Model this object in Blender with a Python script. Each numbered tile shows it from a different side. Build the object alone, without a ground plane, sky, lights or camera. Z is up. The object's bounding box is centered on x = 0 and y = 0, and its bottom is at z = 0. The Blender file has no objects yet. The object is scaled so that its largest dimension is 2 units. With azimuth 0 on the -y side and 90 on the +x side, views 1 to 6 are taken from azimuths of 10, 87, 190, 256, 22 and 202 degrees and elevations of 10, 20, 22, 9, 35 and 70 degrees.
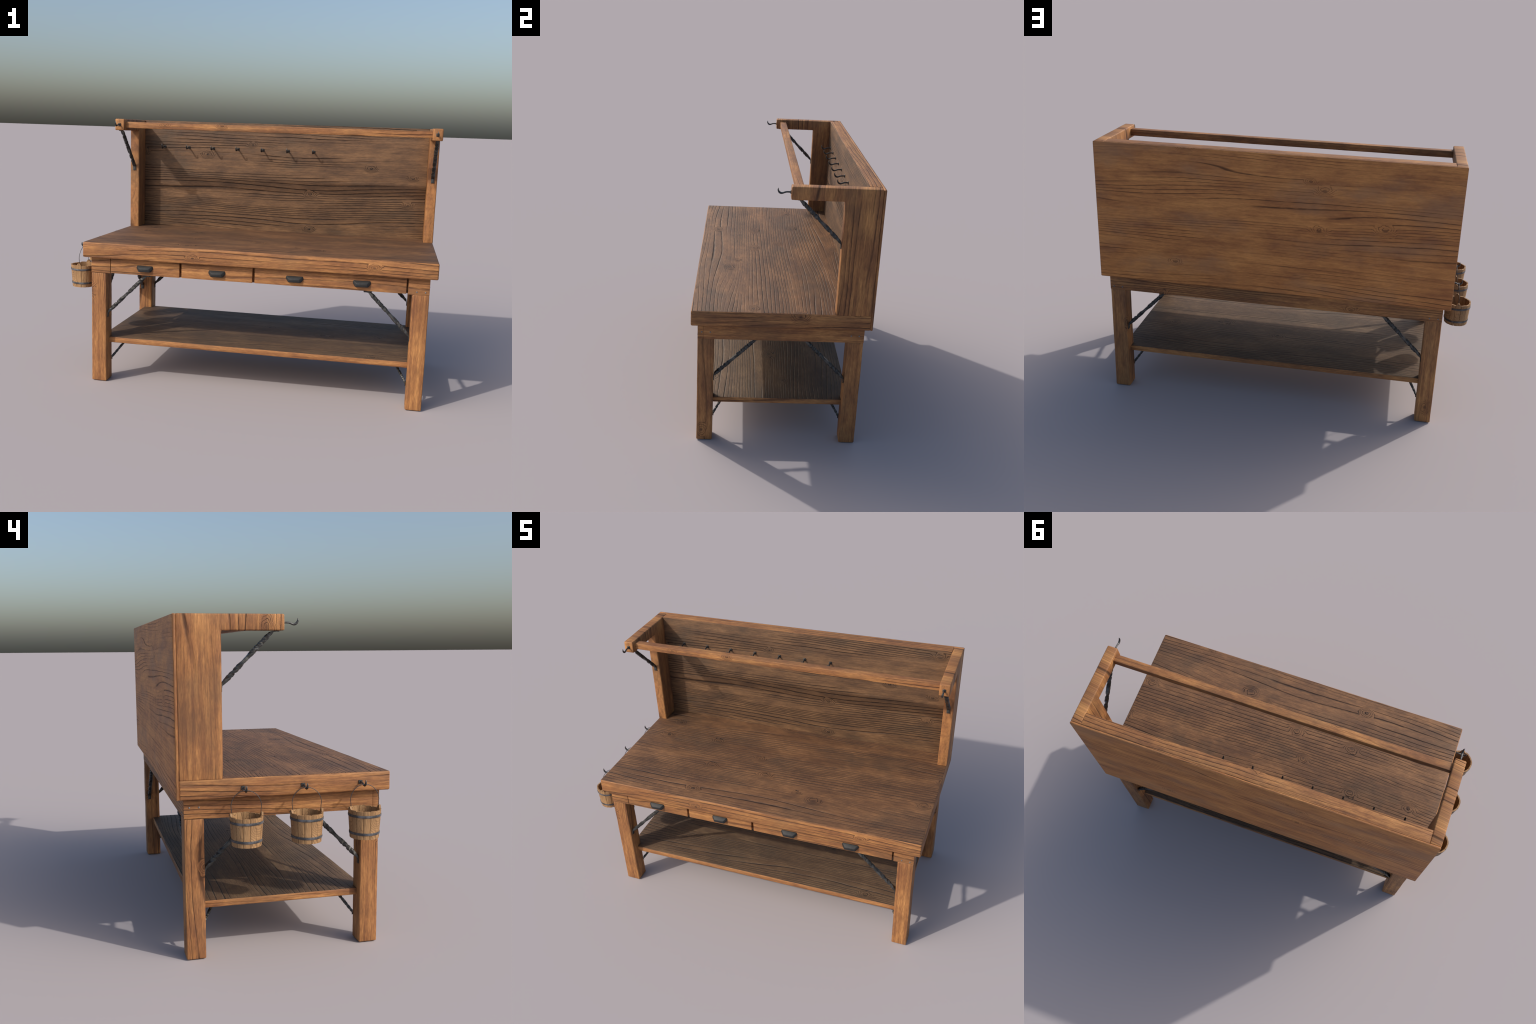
import bpy, bmesh, math, random
from mathutils import Vector, Matrix, noise

# =====================================================================
#  A timber workbench: thick top, tall back panel with side cheeks and
#  arms, drawers, lower shelf, twisted iron braces, hooks and 3 buckets
# =====================================================================
XL, XR = -0.8755, 1.000            # outer ends of the bench top
YF, YB = -0.4655, 0.4655            # front / back of the bench top
Z_TOP, Z_UNDER = 0.783, 0.6990     # bench top slab
Z_CREST = 1.4458                  # top of the back panel
LX0, LX1 = -0.8395, 0.9632          # outer faces of the legs
LY = 0.4315
LEG = 0.0845
Z_APRON = 0.6110
CHEEK = 0.056                     # thickness of the side cheeks
PANEL_Y = 0.388                   # front face of the back panel
CLAD_Y = 0.453                    # back cladding starts here


# ---------------------------------------------------------------- nodes
class Graph:
    def __init__(self, name):
        self.mat = bpy.data.materials.new(name)
        self.mat.use_nodes = True
        self.t = self.mat.node_tree
        self.t.nodes.clear()
        self.out = self.t.nodes.new("ShaderNodeOutputMaterial")
        self.bsdf = self.t.nodes.new("ShaderNodeBsdfPrincipled")
        self.t.links.new(self.bsdf.outputs[0], self.out.inputs[0])

    def put(self, sock, val):
        if isinstance(val, bpy.types.NodeSocket):
            self.t.links.new(val, sock)
        elif isinstance(val, (tuple, list)) and len(val) == 3 and sock.type == 'RGBA':
            sock.default_value = (*val, 1.0)
        else:
            sock.default_value = val

    def math(self, op, a, b=0.0, c=None, clamp=False):
        n = self.t.nodes.new("ShaderNodeMath")
        n.operation = op
        n.use_clamp = clamp
        self.put(n.inputs[0], a)
        self.put(n.inputs[1], b)
        if c is not None:
            self.put(n.inputs[2], c)
        return n.outputs[0]

    def vec(self, x, y, z):
        n = self.t.nodes.new("ShaderNodeCombineXYZ")
        for s, v in zip(n.inputs, (x, y, z)):
            self.put(s, v)
        return n.outputs[0]

    def xyz(self):
        tc = self.t.nodes.new("ShaderNodeTexCoord")
        n = self.t.nodes.new("ShaderNodeSeparateXYZ")
        self.t.links.new(tc.outputs["Object"], n.inputs[0])
        return n.outputs[0], n.outputs[1], n.outputs[2]

    def noise(self, v, scale=1.0, detail=2.0, rough=0.5, dist=0.0):
        n = self.t.nodes.new("ShaderNodeTexNoise")
        self.put(n.inputs["Vector"], v)
        n.inputs["Scale"].default_value = scale
        n.inputs["Detail"].default_value = detail
        n.inputs["Roughness"].default_value = rough
        n.inputs["Distortion"].default_value = dist
        return n.outputs[0]

    def cells(self, v):
        n = self.t.nodes.new("ShaderNodeTexVoronoi")
        n.voronoi_dimensions = '2D'
        self.put(n.inputs["Vector"], v)
        n.inputs["Scale"].default_value = 1.0
        return n.outputs["Distance"], n.outputs["Color"]

    def step(self, v, a, b, lo=0.0, hi=1.0):
        n = self.t.nodes.new("ShaderNodeMapRange")
        n.interpolation_type = 'SMOOTHSTEP'
        self.put(n.inputs[0], v)
        for i, k in enumerate((a, b, lo, hi)):
            n.inputs[1 + i].default_value = k
        return n.outputs[0]

    def mix(self, f, a, b, mode='MIX'):
        n = self.t.nodes.new("ShaderNodeMix")
        n.data_type = 'RGBA'
        n.blend_type = mode
        self.put(n.inputs[0], f)
        self.put(n.inputs[6], a)
        self.put(n.inputs[7], b)
        return n.outputs[2]

    def bump(self, h, strength, distance):
        n = self.t.nodes.new("ShaderNodeBump")
        n.inputs["Strength"].default_value = strength
        n.inputs["Distance"].default_value = distance
        self.put(n.inputs["Height"], h)
        self.t.links.new(n.outputs[0], self.bsdf.inputs["Normal"])


def wood(name, grain, light, mid, dark, line, seed, lines=44.0, swirl=4.6, knots=0.58,
         knot_u=3.0, knot_v=4.4, line_amt=0.8, grime=0.35, grime_col=(0.045, 0.035, 0.026),
         rough=0.62, relief=0.5, lone=0.42, fig_u=0.65, fig_v=5.0, wk=1.23, streaky=0.25, softness=0.4, fibres=0.34):
    """Sawn pine: contour lines of a stretched noise field make the cathedral
    figure, round bumps added to that field make the rings about the knots."""
    g = Graph(name)
    x, y, z = g.xyz()
    u, v, w = {'x': (x, y, z), 'y': (y, z, x), 'z': (z, y, x)}[grain]
    v = g.math('ADD', v, g.math('MULTIPLY', w, wk))
    # hand-wavering of every line
    wob = g.noise(g.vec(g.math('MULTIPLY', u, 5.0), g.math('MULTIPLY', v, 14.0), seed + 3.1), 1.0, 3.0, 0.6)
    v2 = g.math('ADD', v, g.math('MULTIPLY', g.math('SUBTRACT', wob, 0.5), 0.011))
    # knots
    ku, kv = g.math('MULTIPLY', u, knot_u), g.math('MULTIPLY', v2, knot_v)
    d, col = g.cells(g.vec(g.math('ADD', ku, seed * 1.7), g.math('ADD', kv, seed * 2.3), 0.0))
    sep = g.t.nodes.new("ShaderNodeSeparateColor")
    g.put(sep.inputs[0], col)
    pick = g.math('GREATER_THAN', sep.outputs[0], knots)
    size = g.math('MULTIPLY_ADD', sep.outputs[1], 0.09, 0.105)
    kn = g.noise(g.vec(g.math('MULTIPLY', u, 38.0), g.math('MULTIPLY', v, 38.0), seed + 11.0), 1.0, 2.0)
    kd = g.math('MULTIPLY', g.math('DIVIDE', d, size), g.math('MULTIPLY_ADD', kn, 0.7, 0.65))
    knot = g.math('MULTIPLY', g.step(kd, 0.0, 1.15, 1.0, 0.0), pick)
    # figure field
    big = g.noise(g.vec(g.math('MULTIPLY', u, fig_u), g.math('MULTIPLY', v2, fig_v), seed), 1.0, 1.0, 0.4)
    h = g.math('ADD', g.math('MULTIPLY', v2, lines), g.math('MULTIPLY', big, swirl * 2.0))
    h = g.math('ADD', h, g.math('MULTIPLY', knot, 3.6))
    ph = g.math('FRACT', h)
    ln = g.math('MAXIMUM', g.step(ph, 0.04, 0.20, 1.0, 0.0), g.step(ph, 0.92, 1.0, 0.0, 1.0))
    band = g.noise(g.vec(g.math('MULTIPLY', u, 0.9), g.math('MULTIPLY', v2, 8.0), seed + 7.7), 1.0, 2.0)
    band = g.math('MAXIMUM', g.step(band, lone, lone + 0.15, 0.10, 1.0), g.step(knot, 0.02, 0.25))
    brk = g.noise(g.vec(g.math('MULTIPLY', u, 14.0), g.math('MULTIPLY', v2, 60.0), seed + 5.0), 1.0, 2.0)
    ln = g.math('MULTIPLY', g.math('MULTIPLY', ln, band), g.step(brk, 0.25, 0.52, 0.35, 1.0))
    # soft latewood shadow on one side of the line
    soft = g.math('MULTIPLY', g.step(ph, 0.15, 1.0, 0.0, 1.0), band)
    # tones
    blot = g.noise(g.vec(g.math('MULTIPLY', u, 4.6), g.math('MULTIPLY', v, 10.0), seed + 1.3), 1.0, 7.0, 0.72)
    streak = g.noise(g.vec(g.math('MULTIPLY', u, 2.2), g.math('MULTIPLY', v2, 55.0), seed + 9.0), 1.0, 4.0, 0.6)
    fibre = g.noise(g.vec(g.math('MULTIPLY', u, 26.0), g.math('MULTIPLY', v2, 420.0), seed + 2.0), 1.0, 3.0, 0.6)
    tone = g.math('ADD', g.math('MULTIPLY', blot, 1.0 - streaky), g.math('MULTIPLY', streak, streaky))
    c = g.mix(g.step(tone, 0.34, 0.53), dark, mid)
    c = g.mix(g.step(tone, 0.47, 0.65), c, light)
    c = g.mix(g.math('MULTIPLY', soft, softness), c, dark)
    c = g.mix(g.step(fibre, 0.30, 0.66, fibres, 0.0), c, line)
    gr = g.noise(g.vec(g.math('MULTIPLY', u, 2.4), g.math('MULTIPLY', v, 4.2), seed + 21.0), 1.0, 4.0, 0.6)
    c = g.mix(g.math('MULTIPLY', g.step(gr, 0.47, 0.72), grime), c, grime_col)
    c = g.mix(g.math('MULTIPLY', ln, line_amt), c, line)
    heart = g.math('MULTIPLY', g.step(kd, 0.12, 0.32, 1.0, 0.0), pick)
    c = g.mix(g.math('MULTIPLY', heart, 0.55), c, line)
    g.put(g.bsdf.inputs["Base Color"], c)
    g.put(g.bsdf.inputs["Roughness"], g.math('MULTIPLY_ADD', ln, 0.15, rough))
    g.bsdf.inputs["Specular IOR Level"].default_value = 0.35
    hgt = g.math('ADD', g.math('MULTIPLY', ln, -1.0), g.math('MULTIPLY', fibre, 0.22))
    hgt = g.math('ADD', hgt, g.math('MULTIPLY', streak, 0.25))
    g.bump(hgt, relief, 0.004)
    return g.mat


def iron(name, base, worn, rough=0.5, metal=0.55, seed=0.0):
    g = Graph(name)
    x, y, z = g.xyz()
    n = g.noise(g.vec(x, y, g.math('ADD', z, seed)), 38.0, 3.0, 0.55)
    n2 = g.noise(g.vec(x, y, g.math('ADD', z, seed + 4)), 260.0, 3.0, 0.6)
    c = g.mix(g.step(n, 0.42, 0.68), base, worn)
    g.put(g.bsdf.inputs["Base Color"], c)
    g.bsdf.inputs["Metallic"].default_value = metal
    g.put(g.bsdf.inputs["Roughness"], g.math('MULTIPLY_ADD', n, 0.2, rough - 0.1))
    g.bump(g.math('ADD', n, g.math('MULTIPLY', n2, 0.25)), 0.22, 0.002)
    return g.mat


# base colours (linear)
WARM = dict(light=(0.560, 0.270, 0.092), mid=(0.370, 0.163, 0.057), dark=(0.200, 0.080, 0.034), line=(0.055, 0.024, 0.013), grime=0.5, grime_col=(0.105, 0.060, 0.035), streaky=0.5, fibres=0.5)
WORN = dict(light=(0.275, 0.136, 0.060), mid=(0.182, 0.089, 0.041), dark=(0.102, 0.050, 0.027), line=(0.026, 0.014, 0.010))
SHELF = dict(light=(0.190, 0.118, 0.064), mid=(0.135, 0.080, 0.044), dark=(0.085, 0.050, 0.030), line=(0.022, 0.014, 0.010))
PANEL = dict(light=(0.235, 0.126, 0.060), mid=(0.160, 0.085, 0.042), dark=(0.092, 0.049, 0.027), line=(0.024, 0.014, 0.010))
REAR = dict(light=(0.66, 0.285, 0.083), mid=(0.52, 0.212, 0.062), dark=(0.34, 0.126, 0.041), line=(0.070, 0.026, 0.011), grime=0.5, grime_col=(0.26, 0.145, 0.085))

M = {}
M['warm_x'] = wood("warm_pine_lengthwise", 'x', seed=1.0, **WARM, line_amt=0.82, relief=0.6, lone=0.45)
M['warm_y'] = wood("warm_pine_crosswise", 'y', seed=4.4, **WARM, line_amt=0.82, relief=0.6, lone=0.45)
M['warm_z'] = wood("warm_pine_upright", 'z', seed=7.9, **WARM, line_amt=0.82, relief=0.6, lines=46, swirl=6, lone=0.45)
M['cheek'] = wood("warm_pine_cheek", 'z', seed=12.5, wk=0.15, **WARM, line_amt=0.88, relief=0.6, lines=30, swirl=4.0, lone=0.42, knots=0.30, knot_u=2.4)
M['worn_top'] = wood("worn_pine_top", 'x', seed=15.2, **WORN, grime=0.45, line_amt=0.92, relief=0.95, lines=52, swirl=5.2, fig_u=0.55, lone=0.40, fibres=0.45)
M['greyer_shelf'] = wood("greyer_pine_shelf", 'x', seed=22.1, **SHELF, grime=0.5, line_amt=0.92, relief=0.95, lines=52, swirl=5.2, fig_u=0.55, lone=0.40, fibres=0.45)
M['dark_panel'] = wood("dark_pine_panel", 'x', seed=33.6, **PANEL, grime=0.6, line_amt=0.92, relief=0.95, lines=52, swirl=5.2, fig_u=0.55, lone=0.40, fibres=0.45)
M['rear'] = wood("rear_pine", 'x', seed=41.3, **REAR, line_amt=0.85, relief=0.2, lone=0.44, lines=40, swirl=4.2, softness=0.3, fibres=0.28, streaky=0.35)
M['iron'] = iron("dark_forged_iron", (0.040, 0.041, 0.041), (0.095, 0.096, 0.094), 0.38, 0.5)
M['pull'] = iron("grey_cast_iron", (0.017, 0.018, 0.019), (0.028, 0.029, 0.030), 0.62, 0.2)
M['nail'] = iron("nail_steel", (0.16, 0.16, 0.165), (0.30, 0.30, 0.30), 0.4, 0.7)
M['wire'] = iron("bucket_wire", (0.045, 0.046, 0.05), (0.09, 0.09, 0.095), 0.45, 0.6)
M['hoop'] = iron("bucket_hoop_iron", (0.060, 0.062, 0.068), (0.16, 0.16, 0.17), 0.42, 0.5)
TAN = dict(light=(0.50, 0.300, 0.142), mid=(0.385, 0.225, 0.103), dark=(0.24, 0.135, 0.063), line=(0.075, 0.038, 0.018))
M['stave'] = wood("bucket_oak", 'z', seed=3.3, **TAN, lines=150, swirl=8, knots=2.0, line_amt=0.6, grime=0.3,
                  relief=0.3, knot_u=8, knot_v=8, fig_u=9.0, fig_v=22.0, lone=0.35)


# ------------------------------------------------------------- geometry
def finish(bm, name, mats, parent=None, angle=35.0):
    bmesh.ops.recalc_face_normals(bm, faces=bm.faces)
    me = bpy.data.meshes.new(name)
    bm.to_mesh(me)
    bm.free()
    for m in mats:
        me.materials.append(m)
    for p in me.polygons:
        p.use_smooth = True
    me.set_sharp_from_angle(angle=math.radians(angle))
    ob = bpy.data.objects.new(name, me)
    bpy.context.scene.collection.objects.link(ob)
    if parent is not None:
        ob.parent = parent
    return ob


def waver(bm, amp, freq, seed):
    """slightly uneven hand-planed faces"""
    off = Vector((seed * 3.1, seed * 1.7, seed * 5.3))
    for v in bm.verts:
        p = v.co * freq + off
        v.co += Vector((noise.noise(p), noise.noise(p + Vector((9, 0, 0))), noise.noise(p + Vector((0, 9, 0))))) * amp


def by_normal(rule):
    def f(face):
        n = face.normal
        a = max(range(3), key=lambda i: abs(n[i]))
        return rule.get(('+' if n[a] > 0 else '-') + 'xyz'[a], rule.get('xyz'[a], 0))
    return f


def cut(bm, axis, a, b, step):
    n = max(1, int(round((b - a) / step)))
    no = [0, 0, 0]
    no[axis] = 1
    for i in range(1, n):
        co = [0, 0, 0]
        co[axis] = a + (b - a) * i / n
        bmesh.ops.bisect_plane(bm, geom=bm.verts[:] + bm.edges[:] + bm.faces[:], plane_co=co, plane_no=no)


def board(name, lo, hi, mats, parent, bevel=0.004, seg=3, rule=None, amp=0.0007, seed=0, step=0.07):
    bm = bmesh.new()
    bmesh.ops.create_cube(bm, size=1.0)
    lo, hi = Vector(lo), Vector(hi)
    for v in bm.verts:
        v.co = Vector([lo[i] if v.co[i] < 0 else hi[i] for i in range(3)])
    bm.normal_update()
    if bevel:
        bmesh.ops.bevel(bm, geom=bm.edges[:], offset=bevel, segments=seg, affect='EDGES', profile=0.5)
    ax = max(range(3), key=lambda i: hi[i] - lo[i])
    cut(bm, ax, lo[ax], hi[ax], step)
    bm.normal_update()
    if rule:
        f = by_normal(rule)
        for fc in bm.faces:
            fc.material_index = f(fc)
    if amp:
        waver(bm, amp, 11.0, seed + 1)
    for v in bm.verts:
        v.co.z = max(v.co.z, 0.0)
    return finish(bm, name, mats, parent)


def slab(name, poly, axis, a, b, mats, parent, bevel=0.004, rule=None, amp=0.0006, seed=0):
    """outline extruded along an axis (outline in the two other axes, cyclic order)"""
    bm = bmesh.new()
    o = [(1, 2), (2, 0), (0, 1)][axis]

    def pt(p, t):
        q = [0, 0, 0]
        q[axis], q[o[0]], q[o[1]] = t, p[0], p[1]
        return q
    va = [bm.verts.new(pt(p, a)) for p in poly]
    vb = [bm.verts.new(pt(p, b)) for p in poly]
    bm.faces.new(va)
    bm.faces.new(vb[::-1])
    n = len(poly)
    for i in range(n):
        bm.faces.new([va[i], vb[i], vb[(i + 1) % n], va[(i + 1) % n]])
    bmesh.ops.recalc_face_normals(bm, faces=bm.faces)
    if bevel:
        bmesh.ops.bevel(bm, geom=bm.edges[:], offset=bevel, segments=3, affect='EDGES', profile=0.5)
    for k in o:
        cs = [v.co[k] for v in bm.verts]
        cut(bm, k, min(cs), max(cs), 0.07)
    bm.normal_update()
    if rule:
        f = by_normal(rule)
        for fc in bm.faces:
            fc.material_index = f(fc)
    if amp:
        waver(bm, amp, 11.0, seed + 1)
    return finish(bm, name, mats, parent)


def sweep(bm, path, section, radii=None, twist=None, side=Vector((0, 1, 0))):
    """section (list of 2D points) carried along path; its first axis follows 'side'"""
    rings = []
    n = len(path)
    for i, p in enumerate(path):
        t = (path[min(i + 1, n - 1)] - path[max(i - 1, 0)]).normalized()
        s = (side - t * side.dot(t)).normalized()
        q = t.cross(s)
        sec = section(i) if callable(section) else section
        r = radii[i] if radii else 1.0
        a = twist[i] if twist else 0.0
        ca, sa = math.cos(a), math.sin(a)
        rings.append([bm.verts.new(p + (s * (ca * c[0] - sa * c[1]) + q * (sa * c[0] + ca * c[1])) * r) for c in sec])
    m = len(rings[0])
    for i in range(n - 1):
        for k in range(m):
            bm.faces.new([rings[i][k], rings[i][(k + 1) % m], rings[i + 1][(k + 1) % m], rings[i + 1][k]])
    bm.faces.new(rings[0][::-1])
    bm.faces.new(rings[-1])


def spline(pts, per=6):
    out = []
    for i in range(len(pts) - 1):
        p0, p1, p2, p3 = pts[max(i - 1, 0)], pts[i], pts[i + 1], pts[min(i + 2, len(pts) - 1)]
        for k in range(per):
            t = k / per
            out.append(0.5 * ((2 * p1) + (p2 - p0) * t + (2 * p0 - 5 * p1 + 4 * p2 - p3) * t * t
                              + (3 * p1 - p0 - 3 * p2 + p3) * t ** 3))
    out.append(pts[-1].copy())
    return out


CIRCLE = [(math.cos(k * math.tau / 10), math.sin(k * math.tau / 10)) for k in range(10)]


def thing(name, loc, label, category):
    e = bpy.data.objects.new(name, None)
    e.empty_display_size = 0.1
    e.location = loc
    bpy.context.scene.collection.objects.link(e)
    e["label"] = label
    e["category"] = category
    return e


bench = thing("wooden_workbench", (0, 0, 0),
              "rustic brown pine workbench with tall back panel and drawers", "workbench")

# ---- top, back panel, cheeks, crossbar
WX, WY, WZ = M['warm_x'], M['warm_y'], M['warm_z']
board("tabletop", (XL, YF, Z_UNDER), (XR, CLAD_Y, Z_TOP), [M['worn_top'], WX, WY], bench, bevel=0.0075,
      rule={'+z': 0, '-z': 1, 'y': 1, 'x': 2}, seed=1)
board("back_panel", (XL + CHEEK, PANEL_Y, Z_TOP - 0.004), (XR - CHEEK, CLAD_Y, Z_CREST), [M['dark_panel'], WX], bench,
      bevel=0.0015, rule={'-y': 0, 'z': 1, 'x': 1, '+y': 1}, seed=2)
board("back_cladding", (XL, CLAD_Y - 0.001, Z_UNDER), (XR, YB, Z_CREST), [M['rear'], WX, WZ], bench, bevel=0.005,
      rule={'y': 0, 'z': 1, 'x': 2}, seed=3, amp=0.0004)
CY = 0.2705
ARM_Y, ARM_Z = 0.0085, 1.3795
cheek_outline = [(CY, Z_TOP - 0.004), (CLAD_Y, Z_TOP - 0.004), (CLAD_Y, Z_CREST), (ARM_Y, Z_CREST), (ARM_Y, ARM_Z), (CY, ARM_Z)]
for xa, sd in ((XL, 4), (XR - CHEEK, 5)):
    slab("side_cheek", cheek_outline, 0, xa, xa + CHEEK, [M['cheek']], bench, bevel=0.006, seed=sd)
board("crossbar", (XL + CHEEK - 0.004, 0.034, 1.394), (XR - CHEEK + 0.004, 0.075, 1.430), [WX], bench, bevel=0.003, seed=6)

# ---- legs and apron
LEGS = [(LX0, -LY, 1, 1), (LX1, -LY, -1, 1), (LX0, LY, 1, -1), (LX1, LY, -1, -1)]
for i, (x, y, sx, sy) in enumerate(LEGS):
    xs, ys = sorted((x, x + sx * LEG)), sorted((y, y + sy * LEG))
    board("leg", (xs[0], ys[0], 0.0), (xs[1], ys[1], Z_APRON + 0.002), [WZ], bench, bevel=0.006, seed=10 + i, amp=0.0012, step=0.05)
FACE = 0.030
board("apron", (LX0, -LY + FACE, Z_APRON), (LX1, LY, Z_UNDER + 0.002), [WX, WY], bench, bevel=0.0012,
      rule={'x': 1, 'y': 0, 'z': 0}, seed=20, amp=0)
DRAWERS = [(-0.7285, -0.343), (-0.331, 0.054), (0.066, 0.8475)]
PULLS = [[-0.535], [-0.137], [0.277, 0.623]]
board("apron_block", (LX0, -LY, Z_APRON + 0.0005), (-0.7315, -LY + FACE - 0.0005, Z_UNDER - 0.001), [WX, WY], bench, bevel=0.0012, seed=21, amp=0, rule={'x': 1, 'y': 0, 'z': 0})
board("apron_block", (0.8565, -LY, Z_APRON + 0.0005), (LX1, -LY + FACE - 0.0005, Z_UNDER - 0.001), [WX, WY], bench, bevel=0.0012, seed=22, amp=0, rule={'x': 1, 'y': 0, 'z': 0})


def pull_mesh():
    """faceted cup pull, wide flat crown over a narrower lip"""
    bm = bmesh.new()
    rows = [(0.0430, 0.004, 0.0155), (0.0420, -0.004, 0.0160), (0.0255, -0.0220, 0.0010),
            (0.0300, -0.0190, -0.0160), (0.0350, 0.002, -0.0170)]
    L = [bm.verts.new((-w, y, z)) for w, y, z in rows]
    R = [bm.verts.new((w, y, z)) for w, y, z in rows]
    eL = bm.verts.new((-0.0475, -0.003, 0.0025))
    eR = bm.verts.new((0.0475, -0.003, 0.0025))
    for i in range(4):
        bm.faces.new([L[i], L[i + 1], R[i + 1], R[i]])
    for S, e in ((L, eL), (R, eR)):
        for i in range(4):
            bm.faces.new([S[i], S[i + 1], e])
    bm.faces.new([L[0], R[0], eR, R[4], L[4], eL])
    bmesh.ops.recalc_face_normals(bm, faces=bm.faces)
    bmesh.ops.bevel(bm, geom=bm.edges[:], offset=0.0018, segments=2, affect='EDGES', profile=0.5)
    return bm


pull = None
for i, (a, b) in enumerate(DRAWERS):
    d = board("drawer", (a, -LY, Z_APRON + 0.003), (b, -LY + FACE - 0.001, Z_UNDER - 0.004), [WX], bench, bevel=0.002, seed=30 + i)
    for px in PULLS[i]:
        if pull is None:
            pull = finish(pull_mesh(), "drawer_pull", [M['pull']], d, angle=25)
        else:
            o = pull.copy()
            bpy.context.scene.collection.objects.link(o)
            o.parent = d
            pull, o = o, pull
            pull.parent = d
        pull.location = (px, -LY + 0.001, 0.651)

# ---- shelf
board("shelf", (-0.804, -0.389, 0.2125), (0.922, 0.389, 0.2435), [M['greyer_shelf'], WX, WY], bench, bevel=0.004,
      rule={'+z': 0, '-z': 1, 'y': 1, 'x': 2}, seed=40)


# ---- twisted iron braces
def brace_mesh(D=0.2185, tab=0.026, fat=1.0):
    """local frame: wall is the plane x=0, ceiling is z=0, bar runs at 45 degrees"""
    t = 0.002
    key = [Vector((t, 0, -D - tab)), Vector((t, 0, -D - 0.012)), Vector((t + 0.002, 0, -D - 0.001)), Vector((0.011, 0, -D + 0.010))]
    key2 = [Vector((D - 0.010, 0, -0.011)), Vector((D + 0.001, 0, -t - 0.002)), Vector((D + 0.012, 0, -t)), Vector((D + tab, 0, -t))]
    n = 44
    diag = [key[-1].lerp(key2[0], k / n) for k in range(1, n)]
    path = key + diag + key2
    turns = 3.0
    tw, ab = [], []
    sm = lambda a, b, x: (lambda q: q * q * (3 - 2 * q))(min(1, max(0, (x - a) / (b - a))))
    for i, p in enumerate(path):
        f = (i - 3) / n
        tw.append(math.tau * turns * (0.333 * sm(0.0, 0.46, f) + 0.667 * sm(0.52, 1.0, f)))
        if i < 3 or i > n + 3:
            ab.append((0.0095 * fat, 0.0021))
        elif i in (3, n + 3):
            ab.append((0.0095 * fat, 0.0072 * fat))
        else:
            ab.append(((0.0100 + 0.0005 * math.sin(i * 1.9)) * fat, (0.0074 + 0.0005 * math.sin(i * 2.7)) * fat))
    c = 0.3

    def sec(i):
        a, b = ab[i]
        k = b * c
        return [(a, -b + k), (a, b - k), (a - k, b), (-a + k, b), (-a, b - k), (-a, -b + k), (-a + k, -b), (a - k, -b)]
    bm = bmesh.new()
    sweep(bm, path, sec, twist=tw)
    return bm


brace = finish(brace_mesh(), "brace", [M['iron']], bench, angle=28)
first = [True]


def place_brace(loc, rot, scale=1.0, name="brace"):
    if first[0]:
        o = brace
        first[0] = False
    else:
        o = brace.copy()
        bpy.context.scene.collection.objects.link(o)
    o.name = name
    o.parent = bench
    o.location = loc
    o.rotation_euler = (0, 0, math.radians(rot))
    o.scale = (scale,) * 3
    return o


ZB = 0.6085
OUT = 0.020
for (x, y, sx, sy) in LEGS:
    cx, cy = x + sx * (LEG / 2 - OUT), y + sy * (LEG / 2 - OUT)
    place_brace((x + sx * LEG, cy, ZB), 0 if sx > 0 else 180)
    place_brace((cx, y + sy * LEG, ZB), 90 if sy > 0 else -90)
    for px, py in ((x + sx * (LEG + 0.222), cy), (cx, y + sy * (LEG + 0.222))):
        hx, hy = (0.019, 0.0095) if py == cy else (0.0095, 0.019)
        board("brace_plate", (px - hx, py - hy, ZB - 0.002), (px + hx, py + hy, Z_APRON + 0.001), [M['iron']], bench, bevel=0.001, seg=1, amp=0)
for x in (-0.848, 0.973):
    place_brace((x, CY, ARM_Z), -90)
thin = finish(brace_mesh(fat=1.4), "shelf_brace", [M['iron']], bench, angle=40)
for (x, y, sx, sy) in LEGS:
    o = thin.copy() if x != LX0 or y > 0 else thin
    if o is not thin:
        bpy.context.scene.collection.objects.link(o)
    o.location = (x + sx * (LEG - 0.001), y + sy * (LEG - 0.001), 0.2155)
    o.rotation_euler = (0, 0, math.atan2(sy, sx))
    o.scale = (0.46,) * 3


# ---- hooks: local frame, wall at x=0, hook points to +x
def hook_mesh():
    bm = bmesh.new()
    prof = [(-0.002, 0.0), (0.012, 0.0), (0.024, -0.0005), (0.034, -0.0035), (0.043, -0.0068), (0.052, -0.0062),
            (0.0595, -0.0005), (0.0635, 0.0085), (0.0625, 0.0185)]
    rad = [0.0042, 0.0041, 0.0040, 0.0042, 0.0048, 0.0053, 0.0048, 0.0036, 0.0012]
    pts = spline([Vector((a, 0, b)) for a, b in prof], 4)
    rr = [rad[min(i // 4, 8)] + (rad[min(i // 4 + 1, 8)] - rad[min(i // 4, 8)]) * (i % 4) / 4 for i in range(len(pts))]
    sweep(bm, pts, CIRCLE, radii=rr)
    c = bmesh.ops.create_cube(bm, size=1.0)
    for v in c['verts']:
        v.co = Vector((0.0010 + v.co.x * 0.007, v.co.y * 0.0170, v.co.z * 0.0170))
    ed = list({e for v in c['verts'] for e in v.link_edges})
    bmesh.ops.bevel(bm, geom=ed, offset=0.0015, segments=1, affect='EDGES')
    return bm


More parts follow.
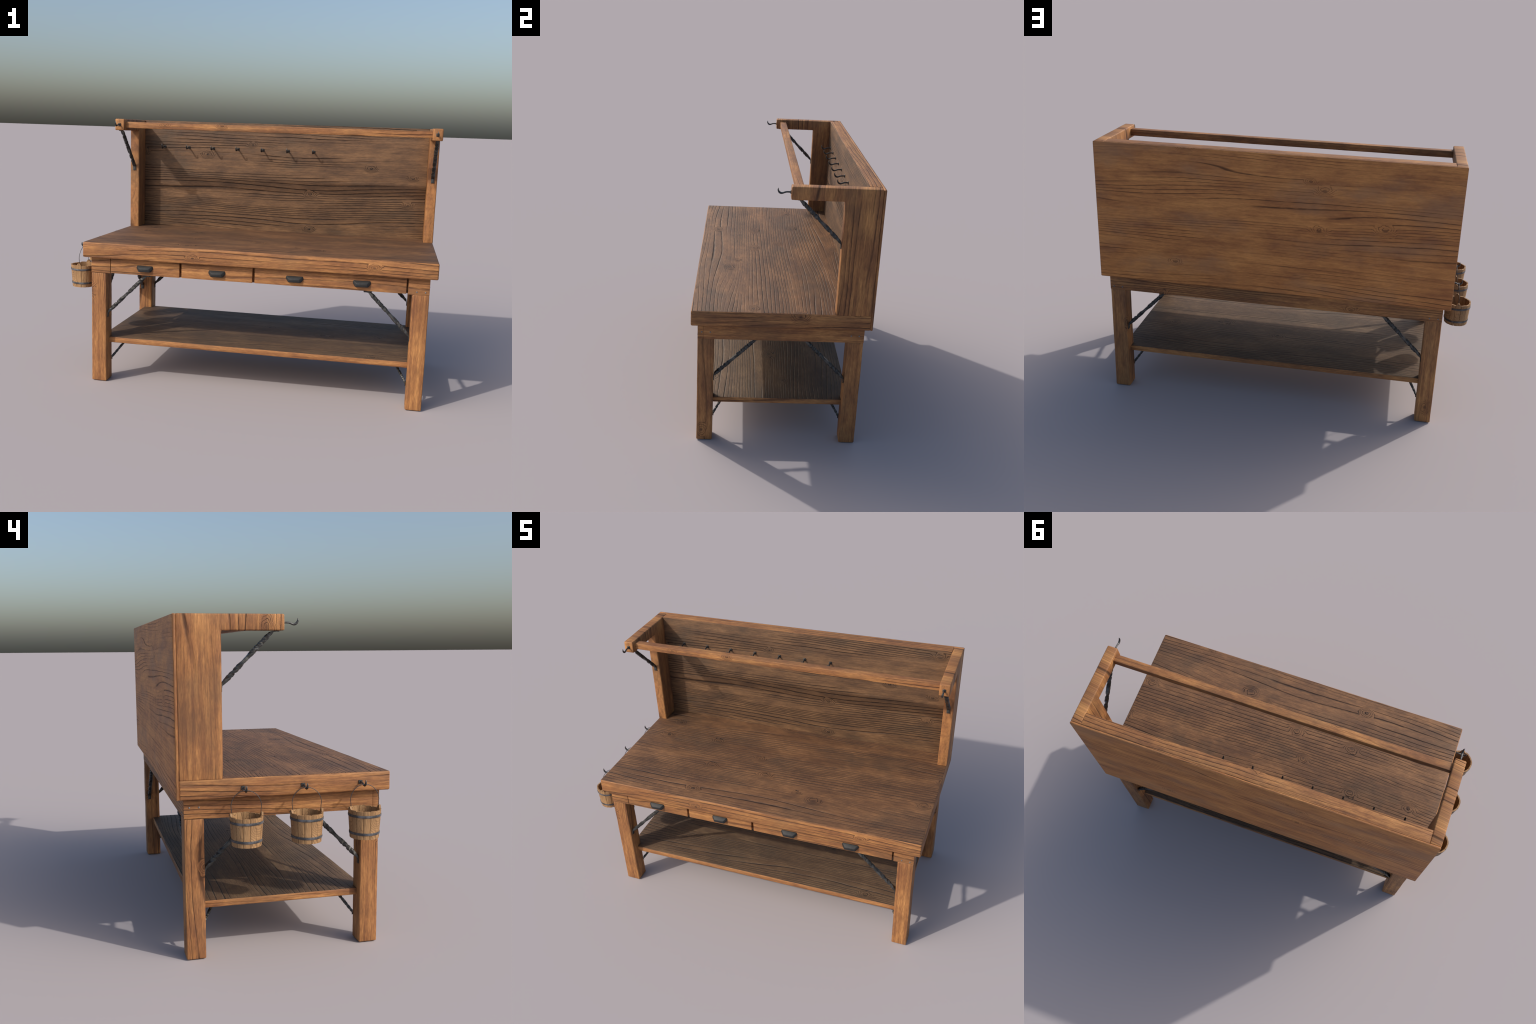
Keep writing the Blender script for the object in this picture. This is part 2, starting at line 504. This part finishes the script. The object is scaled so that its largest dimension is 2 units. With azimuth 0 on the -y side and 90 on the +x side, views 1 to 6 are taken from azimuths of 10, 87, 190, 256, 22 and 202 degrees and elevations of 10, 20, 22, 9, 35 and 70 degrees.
HOOKS = [((-0.689 + 0.158 * i, PANEL_Y, 1.285), -90) for i in range(7)]
HOOKS += [((-0.848, ARM_Y, 1.412), -90), ((0.970, ARM_Y, 1.412), -90)]
BUCKET_Y = [-0.328, -0.071, 0.187]
HOOKS += [((XL, y, 0.7405), 180) for y in BUCKET_Y]
hook = finish(hook_mesh(), "hook", [M['iron']], bench, angle=40)
for i, (p, r) in enumerate(HOOKS):
    o = hook if i == 0 else hook.copy()
    if i:
        bpy.context.scene.collection.objects.link(o)
    o.location = p
    o.rotation_euler = (0, 0, math.radians(r))

# ---- nails
bm = bmesh.new()
bmesh.ops.create_uvsphere(bm, u_segments=10, v_segments=6, radius=0.0042)
for v in bm.verts:
    v.co.x *= 0.55
nail = finish(bm, "nail", [M['nail']], bench)
NAILS = []
for nx in (0.900, 0.943):
    NAILS.append(((nx, -LY, 0.626), 90))
for nx in (-0.819, -0.775, 0.894, 0.942):
    NAILS.append(((nx, LY, 0.629), 90))
for ny in (-0.410, -0.366, 0.364, 0.406):
    NAILS.append(((LX1, ny, 0.650), 0))
for ny in (0.368, 0.408):
    NAILS.append(((LX0, ny, 0.661), 0))
for i, (p, r) in enumerate(NAILS):
    o = nail if i == 0 else nail.copy()
    if i:
        bpy.context.scene.collection.objects.link(o)
    o.location = p
    o.rotation_euler = (0, 0, math.radians(r))

# ---- buckets
BX, BZ, BH = -0.9285, 0.5125, 0.1225
R0, R1, WALL = 0.0617, 0.0700, 0.0080
NST = 14


def radius(z):
    return R0 + (R1 - R0) * z / BH


def stave_mesh(rng, k, ear):
    bm = bmesh.new()
    a0 = math.tau / NST * (k - 0.5) + 0.011
    a1 = math.tau / NST * (k + 0.5) - 0.011
    jr = rng.uniform(-0.0006, 0.0006)
    top = BH + rng.uniform(-0.0018, 0.0022)
    na, nz = 12, 8
    grid = {}
    for side in (0, 1):
        for i in range(na + 1):
            f = i / na
            a = a0 + (a1 - a0) * f
            zt = top
            if ear:
                e = abs(2 * f - 1)
                zt = BH + 0.001 + 0.0125 * math.sqrt(max(0.0, 1 - (e / 0.72) ** 2)) if e < 0.72 else BH + 0.001
            else:
                zt -= 0.0012 * abs(2 * f - 1) ** 4
            for j in range(nz + 1):
                z = zt * j / nz
                r = radius(min(z, BH)) + jr - side * WALL
                if side == 0:
                    r -= 0.0009 * abs(2 * f - 1) ** 5
                grid[side, i, j] = bm.verts.new((r * math.cos(a), r * math.sin(a), z))
    for i in range(na):
        for j in range(nz):
            bm.faces.new([grid[0, i, j], grid[0, i + 1, j], grid[0, i + 1, j + 1], grid[0, i, j + 1]])
            bm.faces.new([grid[1, i, j], grid[1, i, j + 1], grid[1, i + 1, j + 1], grid[1, i + 1, j]])
        for j in (0, nz):
            bm.faces.new([grid[0, i, j], grid[0, i + 1, j], grid[1, i + 1, j], grid[1, i, j]])
    for j in range(nz):
        for i in (0, na):
            bm.faces.new([grid[0, i, j], grid[0, i, j + 1], grid[1, i, j + 1], grid[1, i, j]])
    return bm


def hoop_mesh(z, hgt=0.0105, th=0.0022):
    bm = bmesh.new()
    n = 48
    rings = []
    for i in range(n):
        a = math.tau * i / n
        wob = 0.0004 * math.sin(3 * a + z * 90)
        ring = []
        for dz, out in ((-hgt / 2, -0.001), (-hgt / 2, th * 0.75), (-hgt * 0.3, th), (hgt * 0.3, th), (hgt / 2, th * 0.75), (hgt / 2, -0.001)):
            r = radius(z + dz) + out
            ring.append(bm.verts.new((r * math.cos(a), r * math.sin(a), z + dz + wob)))
        rings.append(ring)
    for i in range(n):
        A, B = rings[i], rings[(i + 1) % n]
        for k in range(6):
            bm.faces.new([A[k], B[k], B[(k + 1) % 6], A[(k + 1) % 6]])
    return bm


def bail_mesh(dx):
    """wire arch from one ear over the hook to the other ear"""
    bm = bmesh.new()
    ze, zt = BH + 0.006, 0.2255
    ry = R1 - WALL - 0.0005
    pts = [Vector((0, -ry - 0.012, ze)), Vector((0, -ry, ze + 0.0005))]
    rr = ry + 0.0025
    zc = zt - rr
    rise = [0.25, 0.6]
    pts += [Vector((0, -ry - 0.001 * f, ze + (zc - ze) * f)) for f in rise]
    for i in range(29):
        a = math.pi * i / 28
        pts.append(Vector((dx * math.sin(a) ** 1.5, -rr * math.cos(a), zc + rr * math.sin(a))))
    pts += [Vector((0, ry + 0.001 * f, ze + (zc - ze) * f)) for f in rise[::-1]]
    pts += [Vector((0, ry, ze + 0.0005)), Vector((0, ry + 0.012, ze))]
    sweep(bm, pts, CIRCLE, radii=[0.0014] * len(pts), side=Vector((1, 0, 0)))
    return bm


for b, by in enumerate(BUCKET_Y):
    e = thing("hanging_bucket", (BX, by, BZ), "small wooden stave bucket with two iron hoops", "bucket")
    if b == 0:
        rng = random.Random(5)
        parts = []
        for k in range(NST):
            # staves 3.5 and 10.5 would straddle the y axis: turn so that an ear sits on +y and -y
            ob = finish(stave_mesh(rng, k + 0.5 * (NST % 4 == 2), k in (3, 10)), "stave", [M['stave']], e, angle=40)
            parts.append(ob)
        bm = bmesh.new()
        bmesh.ops.create_cone(bm, cap_ends=True, segments=40, radius1=R0 - WALL + 0.001, radius2=R0 - WALL + 0.001, depth=0.008)
        for v in bm.verts:
            v.co.z += 0.010
        parts.append(finish(bm, "bucket_bottom", [M['stave']], e))
        for hz in (0.0235, 0.0995):
            parts.append(finish(hoop_mesh(hz), "hoop", [M['hoop']], e, angle=50))
        parts.append(finish(bail_mesh(0.006), "bail_handle", [M['wire']], e, angle=60))
    else:
        for p in parts:
            o = p.copy()
            bpy.context.scene.collection.objects.link(o)
            o.parent = e
